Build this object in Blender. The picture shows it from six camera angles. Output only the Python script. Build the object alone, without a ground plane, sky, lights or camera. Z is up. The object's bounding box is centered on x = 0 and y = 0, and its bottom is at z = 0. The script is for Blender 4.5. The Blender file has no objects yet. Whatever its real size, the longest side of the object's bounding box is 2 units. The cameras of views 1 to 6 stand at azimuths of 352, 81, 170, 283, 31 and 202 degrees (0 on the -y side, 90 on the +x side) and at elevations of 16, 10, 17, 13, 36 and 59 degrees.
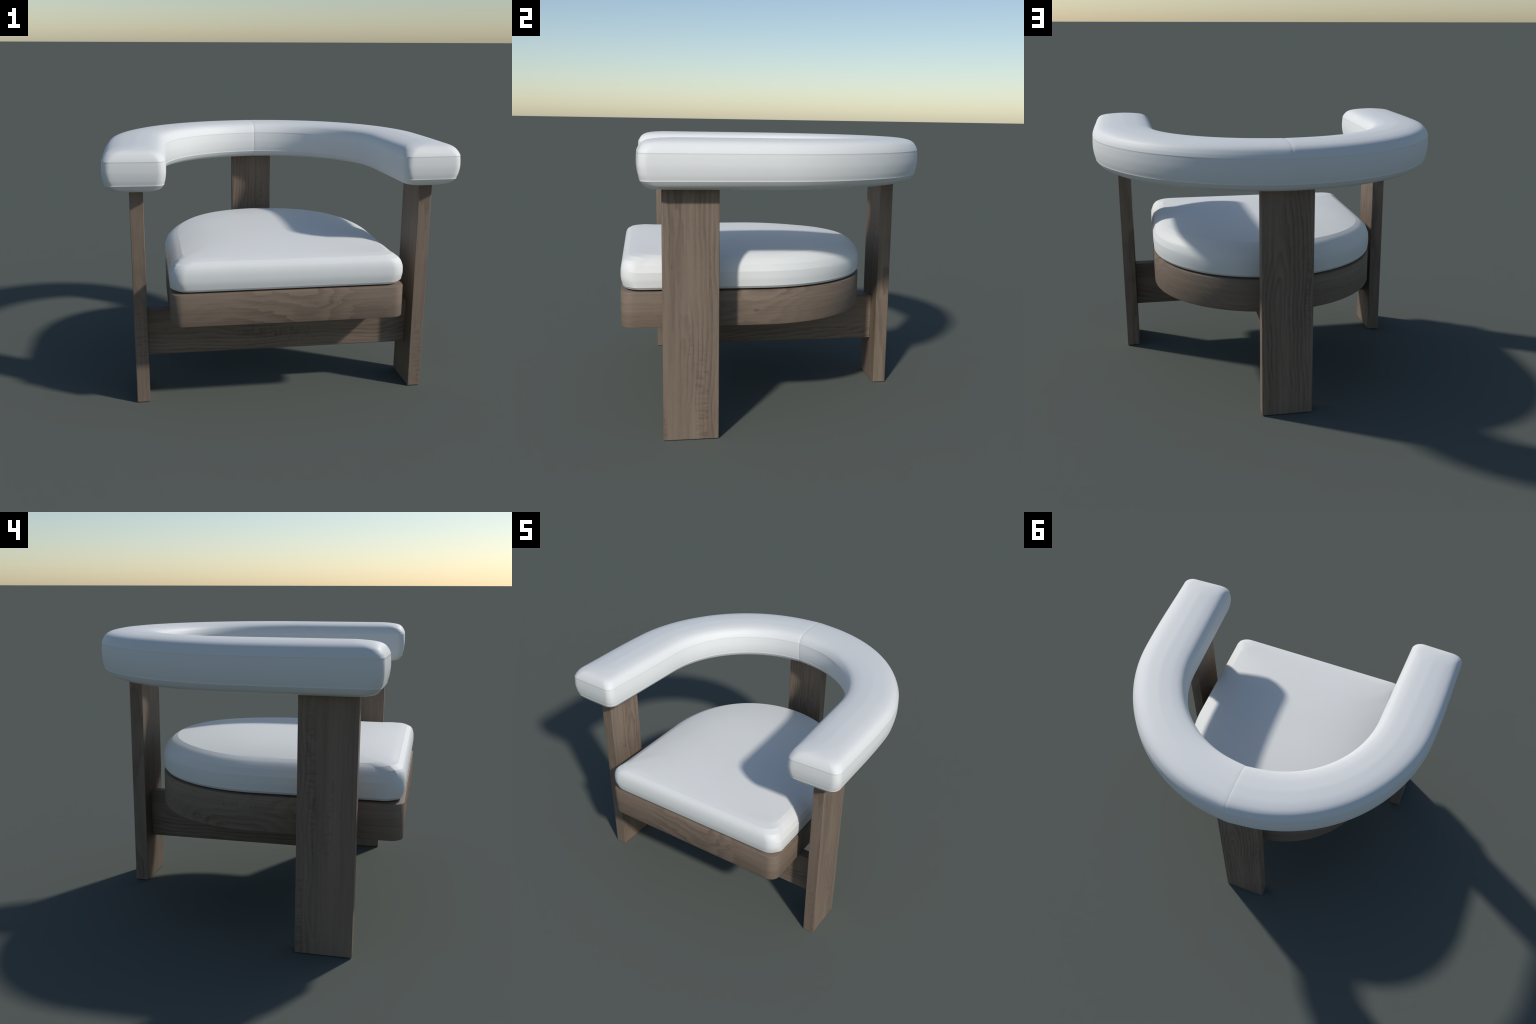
import bpy, bmesh, math
from mathutils import Vector

# ------------------------------------------------------------------ helpers
def link(ob, parent=None):
    bpy.context.scene.collection.objects.link(ob)
    if parent:
        ob.parent = parent
    return ob

def finish_mesh(name, verts, faces, mat, parent, weld=1e-5, sharp=None, smooth=True):
    """Make a mesh object; sharp(edge_mid, face_angle) -> bool marks creases."""
    bm = bmesh.new()
    vs = [bm.verts.new(v) for v in verts]
    for f in faces:
        ids = []
        for i in f:
            if i not in ids:
                ids.append(i)
        if len(ids) > 2:
            try:
                bm.faces.new([vs[i] for i in ids])
            except ValueError:
                pass
    bmesh.ops.remove_doubles(bm, verts=bm.verts, dist=weld)
    bmesh.ops.dissolve_degenerate(bm, edges=bm.edges, dist=weld)
    bmesh.ops.recalc_face_normals(bm, faces=bm.faces)
    for f in bm.faces:
        f.smooth = smooth
    for e in bm.edges:
        if len(e.link_faces) == 2:
            ang = e.calc_face_angle(0.0)
            e.smooth = not (sharp and sharp(e, ang))
    me = bpy.data.meshes.new(name)
    bm.to_mesh(me)
    bm.free()
    me.materials.append(mat)
    return link(bpy.data.objects.new(name, me), parent)

def catmull(pts, n):
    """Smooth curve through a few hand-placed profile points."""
    out = []
    P = [pts[0]] + list(pts) + [pts[-1]]
    for i in range(1, len(P) - 2):
        p0, p1, p2, p3 = P[i - 1], P[i], P[i + 1], P[i + 2]
        for k in range(n):
            t = k / n
            out.append(tuple(0.5 * (2 * b + (c - a) * t + (2 * a - 5 * b + 4 * c - d) * t * t
                                    + (3 * b - a - 3 * c + d) * t ** 3)
                             for a, b, c, d in zip(p0, p1, p2, p3)))
    out.append(tuple(pts[-1]))
    return out

# ---------------------------------------------------------------- materials
class Nodes:
    def __init__(self, name):
        self.mat = bpy.data.materials.new(name)
        self.mat.use_nodes = True
        self.t = self.mat.node_tree
        self.t.nodes.clear()
    def new(self, kind, **kw):
        n = self.t.nodes.new(kind)
        for k, v in kw.items():
            setattr(n, k, v)
        return n
    def set(self, sock, v):
        if isinstance(v, bpy.types.NodeSocket):
            self.t.links.new(v, sock)
        else:
            sock.default_value = v
    def math(self, op, a, b=0.0, c=0.0, clamp=False):
        n = self.new('ShaderNodeMath', operation=op, use_clamp=clamp)
        for s, v in zip(n.inputs, (a, b, c)):
            self.set(s, v)
        return n.outputs[0]
    def vec(self, x, y, z):
        n = self.new('ShaderNodeCombineXYZ')
        for s, v in zip(n.inputs, (x, y, z)):
            self.set(s, v)
        return n.outputs[0]
    def noise(self, v, scale=1.0, detail=2.0, rough=0.5, dist=0.0):
        n = self.new('ShaderNodeTexNoise')
        self.set(n.inputs['Vector'], v)
        n.inputs['Scale'].default_value = scale
        n.inputs['Detail'].default_value = detail
        n.inputs['Roughness'].default_value = rough
        n.inputs['Distortion'].default_value = dist
        return n.outputs[0]
    def ramp(self, f, stops):
        n = self.new('ShaderNodeValToRGB')
        while len(n.color_ramp.elements) < len(stops):
            n.color_ramp.elements.new(0.5)
        for e, (p, c) in zip(n.color_ramp.elements, stops):
            e.position = p
            e.color = tuple(c) + (1.0,) if len(c) == 3 else c
        self.set(n.inputs[0], f)
        return n.outputs[0]
    def range(self, f, a, b, c=0.0, d=1.0, smooth=True):
        n = self.new('ShaderNodeMapRange', interpolation_type='SMOOTHSTEP' if smooth else 'LINEAR')
        for s, v in zip(n.inputs, (f, a, b, c, d)):
            self.set(s, v)
        return n.outputs[0]
    def mix(self, f, a, b, blend='MIX'):
        n = self.new('ShaderNodeMix', data_type='RGBA', blend_type=blend)
        self.set(n.inputs[0], f)
        self.set(n.inputs[6], a)
        self.set(n.inputs[7], b)
        return n.outputs[2]

WOOD_LIGHT = (0.240, 0.183, 0.139)
WOOD_MID = (0.188, 0.141, 0.106)
WOOD_DARK = (0.118, 0.088, 0.067)

def wood_material(name, run, pith, tilt, seed, rings=46.0, figure=0.52, cover=0.10):
    """Greyish walnut cut from a log: growth rings about a tilted pith line, so flat
    faces show arches and narrow faces straight grain.
    run: grain direction 'z', 'x', 'y', or 'round' = unrolled along the seat rim.
    pith: offset of the log's core across the wide face and behind it."""
    N = Nodes(name)
    co = N.new('ShaderNodeTexCoord').outputs['Object']
    sep = N.new('ShaderNodeSeparateXYZ')
    N.set(sep.inputs[0], co)
    X, Y, Z = sep.outputs
    # a: along the grain, b: across the wide face, c: through the thickness
    if run == 'z':
        a, b, c = Z, Y, X
    elif run == 'x':
        a, b, c = X, Z, Y
    elif run == 'y':
        a, b, c = Y, Z, X
    else:
        ang = N.math('ARCTAN2', N.math('ADD', X, -SEAT_X), N.math('MULTIPLY_ADD', Y, -1.0, -0.25))
        a, b, c = N.math('MULTIPLY', ang, 0.70), Z, 0.0
    rnd = N.new('ShaderNodeObjectInfo').outputs['Random']
    off = N.math('MULTIPLY_ADD', rnd, 7.3, seed)
    def field(sa, sb, detail=2.0, rough=0.5, shift=0.0):
        v = N.vec(N.math('MULTIPLY_ADD', a, sa, N.math('ADD', off, shift)),
                  N.math('MULTIPLY', b, sb),
                  N.math('MULTIPLY', c, sb) if not isinstance(c, float) else 0.0)
        return N.math('SUBTRACT', N.noise(v, 1.0, detail, rough), 0.5)
    # distance to the wavy, tilted pith line -> ring phase
    bend = N.math('MULTIPLY', field(1.6, 0.5, 1.0), 0.10)
    bow = N.math('MULTIPLY', field(1.4, 2.0, 1.0, 0.5, 41.0), 0.16)
    db = N.math('ADD', N.math('ADD', b, -pith[0]), bend)
    if isinstance(c, float):
        # bent rim veneer: slow contour bands give slanting, open arches
        r = N.math('MULTIPLY_ADD', field(1.3, 3.4, 1.0, 0.4, 61.0), 0.42, N.math('MULTIPLY', b, tilt))
    else:
        dc = N.math('ADD', N.math('MULTIPLY_ADD', a, tilt, N.math('ADD', c, -pith[1])), bow)
        r = N.math('SQRT', N.math('ADD', N.math('MULTIPLY', db, db), N.math('MULTIPLY', dc, dc)))
    phase = N.math('MULTIPLY_ADD', r, rings, N.math('MULTIPLY', field(5.0, 24.0, 3.0, 0.6, 3.1), 1.5))
    saw = N.math('FRACT', phase)
    late = N.math('MULTIPLY', N.range(saw, 0.15, 0.94), N.range(saw, 1.0, 0.94))
    patch = N.range(field(1.1, 4.0, 1.0, 0.5, 11.0), -0.10, 0.16)
    late = N.math('MULTIPLY', late, N.math('MULTIPLY_ADD', patch, 0.65, cover))
    # broad streaks, fibres and pores
    broad = field(0.7, 14.0, 2.0, 0.5, 51.0)
    streak = field(1.5, 62.0, 3.0, 0.6, 5.7)
    fibre = field(7.0, 210.0, 3.0, 0.65, 17.0)
    pore = N.range(field(30.0, 420.0, 1.0, 0.5, 23.0), 0.10, 0.26)
    # curl: short cross flecks in narrow bands
    curl_band = N.range(field(1.0, 11.0, 1.0, 0.5, 31.0), 0.11, 0.19)
    curl = N.math('MULTIPLY', N.range(field(70.0, 20.0, 2.0, 0.5, 37.0), -0.08, 0.16), curl_band)
    # a few small knots
    vor = N.new('ShaderNodeTexVoronoi', feature='F1')
    N.set(vor.inputs['Vector'], N.vec(N.math('MULTIPLY_ADD', a, 2.6, off), N.math('MULTIPLY', b, 4.5),
                                      N.math('MULTIPLY', c, 4.5) if not isinstance(c, float) else 0.0))
    vor.inputs['Scale'].default_value = 1.0
    knot_d = N.math('MULTIPLY_ADD', fibre, 0.05, vor.outputs['Distance'])
    knot = N.range(knot_d, 0.060, 0.012)

    tone = N.math('MULTIPLY_ADD', broad, 0.75, 0.60)
    tone = N.math('MULTIPLY_ADD', streak, 0.80, tone)
    tone = N.math('MULTIPLY_ADD', fibre, 0.55, tone)
    tone = N.math('MULTIPLY_ADD', late, -figure, tone)
    tone = N.math('MULTIPLY_ADD', curl, -0.28, tone)
    tone = N.math('MULTIPLY_ADD', pore, -0.16, tone)
    tone = N.math('MULTIPLY_ADD', knot, -0.50, tone, clamp=True)
    col = N.ramp(tone, [(0.0, WOOD_DARK), (0.5, WOOD_MID), (1.0, WOOD_LIGHT)])
    bs = N.new('ShaderNodeBsdfPrincipled')
    N.set(bs.inputs['Base Color'], col)
    N.set(bs.inputs['Roughness'], N.math('MULTIPLY_ADD', tone, -0.08, 0.64))
    bs.inputs['Specular IOR Level'].default_value = 0.3
    bump = N.new('ShaderNodeBump')
    bump.inputs['Strength'].default_value = 0.10
    bump.inputs['Distance'].default_value = 0.0015
    N.set(bump.inputs['Height'], tone)
    N.set(bs.inputs['Normal'], bump.outputs[0])
    out = N.new('ShaderNodeOutputMaterial')
    N.set(out.inputs[0], bs.outputs[0])
    return N.mat

def leather_material(name, colour):
    """Plain white upholstery, faint mottling only."""
    N = Nodes(name)
    co = N.new('ShaderNodeTexCoord').outputs['Object']
    m = N.noise(co, 5.0, 3.0)
    col = N.mix(m, tuple(v * 0.99 for v in colour) + (1,), tuple(min(1, v * 1.01) for v in colour) + (1,))
    bs = N.new('ShaderNodeBsdfPrincipled')
    N.set(bs.inputs['Base Color'], col)
    bs.inputs['Roughness'].default_value = 0.55
    bs.inputs['Specular IOR Level'].default_value = 0.3
    out = N.new('ShaderNodeOutputMaterial')
    N.set(out.inputs[0], bs.outputs[0])
    return N.mat

SEAT_X = 0.007
leg_wood = wood_material('leg_wood', 'z', (-0.05, 0.02), 0.055, 2.0)
rail_wood_x = wood_material('rail_wood_cross', 'x', (0.06, -0.02), 0.10, 4.0)
rail_wood_y = wood_material('rail_wood_long', 'y', (0.02, -0.03), 0.10, 6.0)
rim_wood = wood_material('seat_rim_wood', 'round', (0.0, 0.0), 0.25, 9.0, 34.0, 0.60, 0.14)
arm_white = leather_material('armrest_upholstery', (0.745, 0.750, 0.735))
seat_white = leather_material('seat_upholstery', (0.750, 0.757, 0.740))

# --------------------------------------------------------------------- chair
chair = bpy.data.objects.new('barrel_armchair', None)
chair['label'] = 'three-legged wooden barrel armchair with white padded horseshoe armrest'
chair['category'] = 'armchair'
link(chair)

def plank(name, x0, x1, y0, y1, z0, z1, mat, bevel=0.003):
    bm = bmesh.new()
    bmesh.ops.create_cube(bm, size=1.0)
    cx, cy, cz = (x0 + x1) / 2, (y0 + y1) / 2, (z0 + z1) / 2
    for v in bm.verts:
        v.co = Vector((v.co.x * (x1 - x0), v.co.y * (y1 - y0), v.co.z * (z1 - z0)))
    bmesh.ops.bevel(bm, geom=list(bm.edges), offset=bevel, segments=2, profile=0.5, affect='EDGES')
    for f in bm.faces:
        f.smooth = max(abs(c) for c in f.normal) < 0.999
    me = bpy.data.meshes.new(name)
    bm.to_mesh(me)
    bm.free()
    me.materials.append(mat)
    ob = link(bpy.data.objects.new(name, me), chair)
    ob.location = (cx, cy, cz)
    return ob

LEG_TOP = 1.285
leg = plank('leg', 0.791, 0.867, -0.6495, -0.3735, 0.0, LEG_TOP, leg_wood)
for x, y, turn in ((-0.8195, -0.5115, 180), (-0.0005, 0.689, 90)):
    other = link(leg.copy(), chair)
    other.location = (x, y, LEG_TOP / 2)
    other.rotation_euler = (0, 0, math.radians(turn))
RAIL0, RAIL1 = 0.254, 0.530
plank('stretcher', -0.784, 0.793, -0.549, -0.474, RAIL0, RAIL1, rail_wood_x, 0.006)
plank('stretcher', -0.040, 0.035, -0.476, 0.653, RAIL0, RAIL1, rail_wood_y, 0.006)

# --------------------------------------------- D-shaped outline of the seat
# half circle behind, straight sides, straight front with rounded corners
SEAT_R, SEAT_FRONT, SEAT_MID = 0.663, -0.856, -0.124

def d_outline(inset=0.0, corner=0.066, nb=96, ns=16, nc=12, nf=28):
    """Closed D curve as (x, y, frontness), same point count for any inset."""
    W, F = SEAT_R - inset, SEAT_FRONT + inset
    r = max(corner - inset * 0.5, 0.01)
    pts = []
    for i in range(nb):
        a = math.pi * i / nb
        pts.append((W * math.cos(a), SEAT_MID + W * math.sin(a), 0.0))
    def seg(p, q, n, f):
        for i in range(n):
            t = i / n
            pts.append((p[0] + (q[0] - p[0]) * t, p[1] + (q[1] - p[1]) * t, f))
    seg((-W, SEAT_MID), (-W, F + r), ns, 0.0)
    for i in range(nc):
        a = math.pi * (1 + 0.5 * i / nc)
        pts.append((-W + r + r * math.cos(a), F + r + r * math.sin(a), i / nc))
    seg((-W + r, F), (W - r, F), nf, 1.0)
    for i in range(nc):
        a = math.pi * (1.5 + 0.5 * i / nc)
        pts.append((W - r + r * math.cos(a), F + r + r * math.sin(a), 1 - i / nc))
    seg((W, F + r), (W, SEAT_MID), ns, 0.0)
    return [(x + SEAT_X, y, f) for x, y, f in pts]

def ring_stack(rings, cap_low=None, cap_high=None):
    """Quads between successive closed rings plus fans to cap points."""
    n = len(rings[0])
    verts = [v for r in rings for v in r]
    faces = []
    for k in range(len(rings) - 1):
        for i in range(n):
            j = (i + 1) % n
            faces.append((k * n + i, k * n + j, (k + 1) * n + j, (k + 1) * n + i))
    if cap_low is not None:
        verts.append(cap_low)
        c = len(verts) - 1
        faces += [((i + 1) % n, i, c) for i in range(n)]
    if cap_high is not None:
        verts.append(cap_high)
        c = len(verts) - 1
        o = (len(rings) - 1) * n
        faces += [(o + i, o + (i + 1) % n, c) for i in range(n)]
    return verts, faces

# wooden seat base
BASE0, BASE1 = 0.531, 0.716
prof = [(0.004, BASE0), (0.0012, BASE0 + 0.0012), (0.0, BASE0 + 0.004),
        (0.0, BASE1 - 0.009), (0.0027, BASE1 - 0.0027), (0.009, BASE1)]
rings = [[(x, y, z) for x, y, f in d_outline(d)] for d, z in prof]
v, f = ring_stack(rings, (SEAT_X, SEAT_MID, BASE0), (SEAT_X, SEAT_MID, BASE1))
finish_mesh('seat_base', v, f, rim_wood, chair, sharp=lambda e, a: a > math.radians(35))

# ------------------------------------------------------------- seat cushion
# profiles: (inset from the outline, height); sides have two flat facets under
# the crown, the front rolls over smoothly, the back is a little fuller.
SIDE = [(0.060, 0.7225), (0.026, 0.723), (0.012, 0.727), (0.003, 0.739), (-0.0005, 0.778), (0.0015, 0.816),
        (0.015, 0.850), (0.030, 0.864), (0.052, 0.880), (0.080, 0.893)]
BACK = SIDE[:7] + [(0.030, 0.868), (0.052, 0.889), (0.080, 0.906)]
FRONT = [(0.060, 0.7225), (0.030, 0.723), (0.018, 0.727), (0.011, 0.739), (0.002, 0.780), (0.002, 0.826),
         (0.009, 0.857), (0.019, 0.874), (0.042, 0.890), (0.076, 0.898)]
CENTRE = (SEAT_X, SEAT_MID)
CROWN_TOP = 0.9465

def profile_rows(table, first, last, n=4):
    """Profile samples: smooth between points first..last, straight facets elsewhere."""
    rows = []
    soft = catmull(table[first:last + 1], n)
    for k in range(len(table) - 1):
        for i in range(n):
            if first <= k < last:
                rows.append(soft[(k - first) * n + i])
            else:
                rows.append(tuple(p + (q - p) * i / n for p, q in zip(table[k], table[k + 1])))
    rows.append(table[-1])
    return rows

def crown(x, y):
    """0 at the rim of the crown, 1 at its top."""
    u = abs(x - SEAT_X) / (SEAT_R - 0.08)
    v = (y - SEAT_MID)
    if v > 0:
        r = math.hypot(u, v / (SEAT_R - 0.08))
        return max(0.0, 1 - r ** 2.7)
    v = -v / (SEAT_MID - SEAT_FRONT - 0.076)
    return max(0.0, 1 - u ** 2.7) * max(0.0, 1 - v ** 2.4)

def cushion_rings():
    rings = []
    for s, bk, g in zip(profile_rows(SIDE, 6, 9), profile_rows(BACK, 3, 9), profile_rows(FRONT, 3, 7)):
        so, bo, fo = (d_outline(d[0], 0.080 + 0.9 * max(0, d[0])) for d in (s, bk, g))
        ring = []
        for p, b, q in zip(so, bo, fo):
            w = min(1.0, p[2] / 0.4)
            k = min(1.0, max(0.0, (p[1] + 0.1) / 0.5))
            k = k * k * (3 - 2 * k)
            zs = s[1] + (bk[1] - s[1]) * k
            px, py = p[0] + (b[0] - p[0]) * k, p[1] + (b[1] - p[1]) * k
            ring.append((px + (q[0] - px) * w, py + (q[1] - py) * w, zs + (g[1] - zs) * w))
        rings.append(ring)
    last = rings[-1]
    steps = 26
    for k in range(1, steps):
        t = k / steps
        ring = []
        for x, y, z in last:
            px, py = x + (CENTRE[0] - x) * t, y + (CENTRE[1] - y) * t
            rim = crown(x, y)
            fade = (1 - t) ** 4                # rim differences die out inwards
            h = max(0.0, crown(px, py) - rim * fade)
            base = 0.897 + (z - 0.897) * fade
            ring.append((px, py, base + (CROWN_TOP - base) * h))
        rings.append(ring)
    return rings, CROWN_TOP

rings, top = cushion_rings()
v, f = ring_stack(rings, (CENTRE[0], CENTRE[1], 0.7225), (CENTRE[0], CENTRE[1], top))
finish_mesh('seat_cushion', v, f, seat_white, chair, sharp=lambda e, a: a > math.radians(9))

# ------------------------------------------------------- horseshoe armrest
ARM_R, ARM_Y, ARM_TIP, ARM_HW = 0.804, -0.120, -0.764, 0.170
SPLAY = math.radians(2.0)                  # arms open slightly towards the front
ARC_A = math.pi / 2 - SPLAY
ARC = ARM_R * ARC_A
LEN = ARC + (ARM_Y + ARM_R * math.cos(ARC_A) - ARM_TIP) / math.cos(SPLAY)
Z_UP, Z_LOW = 1.432, 1.302
# (inset, height): bottom, side panel between the two seams, top
BOTTOM = [(0.170, -0.048), (0.120, -0.0467), (0.066, -0.041), (0.033, -0.028), (0.0110, 0.0)]
PANEL = [(0.0110, 0.0), (0.0104, 0.006), (0.0045, 0.030), (0.0, 0.068), (0.0006, 0.105), (0.0021, 0.124), (0.0017, 0.130)]
TOPP = [(0.0017, 0.130), (0.0045, 0.138), (0.0105, 0.151), (0.024, 0.170), (0.044, 0.1825), (0.072, 0.1900), (0.105, 0.1945), (0.170, 0.1978)]

def bend(s, t, z, side):
    """Straight pillow space (s along, t outward) -> horseshoe plan."""
    if s < ARC:
        a = s / ARM_R
        x, y, nx, ny = ARM_R * math.sin(a), ARM_Y + ARM_R * math.cos(a), math.sin(a), math.cos(a)
    else:
        a, e = ARC_A, s - ARC
        nx, ny = math.sin(a), math.cos(a)
        x, y = ARM_R * nx + e * ny, ARM_Y + ARM_R * ny - e * nx
    if s < 0.016:                              # stitched seam pulls the cover in
        dip = 0.0012 * (1 - s / 0.016) ** 2
        z -= dip * (1 if z > Z_UP else -1 if z < Z_LOW else 0)
        t *= 1 - dip / ARM_HW
    if t > 0 and 0.75 < s < 1.95:              # arms are fuller on the outside
        t += 0.016 * math.sin(math.pi * (s - 0.75) / 1.2) ** 2 * t / ARM_HW
    px, py = x + t * nx, y + t * ny
    w = 0.12
    if y > 0 and px < w:                       # the two halves meet in a faint peak
        py += 0.085 / (2 * w) * (w - px) ** 2
    return (side * px, py, z)

def armrest_half(side):
    prof = catmull(BOTTOM, 4)[:-1] + catmull(PANEL, 5)[:-1] + catmull(TOPP, 4)
    ns, nc, nt = 84, 10, 14
    rings = []
    for d, h in prof:
        hw, L = ARM_HW - d, LEN - d
        r = min(0.045 + 0.45 * d, hw)
        row = []
        end = L - r
        ss = [0.0, 0.004, 0.009] + [0.016 + (end - 0.016) * i / ns for i in range(ns)]
        for s in ss:
            row.append((s, -hw))
        for i in range(nc):
            a = 0.5 * math.pi * i / nc
            row.append((L - r + r * math.sin(a), -hw + r - r * math.cos(a)))
        for i in range(nt + 1):
            row.append((L, -hw + r + (2 * hw - 2 * r) * i / nt))
        for i in range(1, nc + 1):
            a = 0.5 * math.pi * i / nc
            row.append((L - r + r * math.cos(a), hw - r + r * math.sin(a)))
        for s in reversed(ss):
            row.append((s, hw))
        rings.append([bend(s, t, Z_LOW + h, side) for s, t in row])
    n = len(rings[0])
    verts = [p for r in rings for p in r]
    faces = []
    for k in range(len(rings) - 1):
        for i in range(n - 1):
            q = (k * n + i, k * n + i + 1, (k + 1) * n + i + 1, (k + 1) * n + i)
            faces.append(q if side > 0 else q[::-1])
    ob = finish_mesh('armrest', verts, faces, arm_white, chair,
                     sharp=lambda e, a: all(abs(p.co.z - Z_UP) < 1e-4 for p in e.verts)
                     or all(abs(p.co.z - Z_LOW) < 1e-4 for p in e.verts) )
    # recalc can flip an open shell: make sure the top faces up
    me = ob.data
    up = sum(p.normal.z * p.area for p in me.polygons if p.center.z > Z_UP)
    if up < 0:
        me.flip_normals()
    return ob

armrest_half(1)
armrest_half(-1)
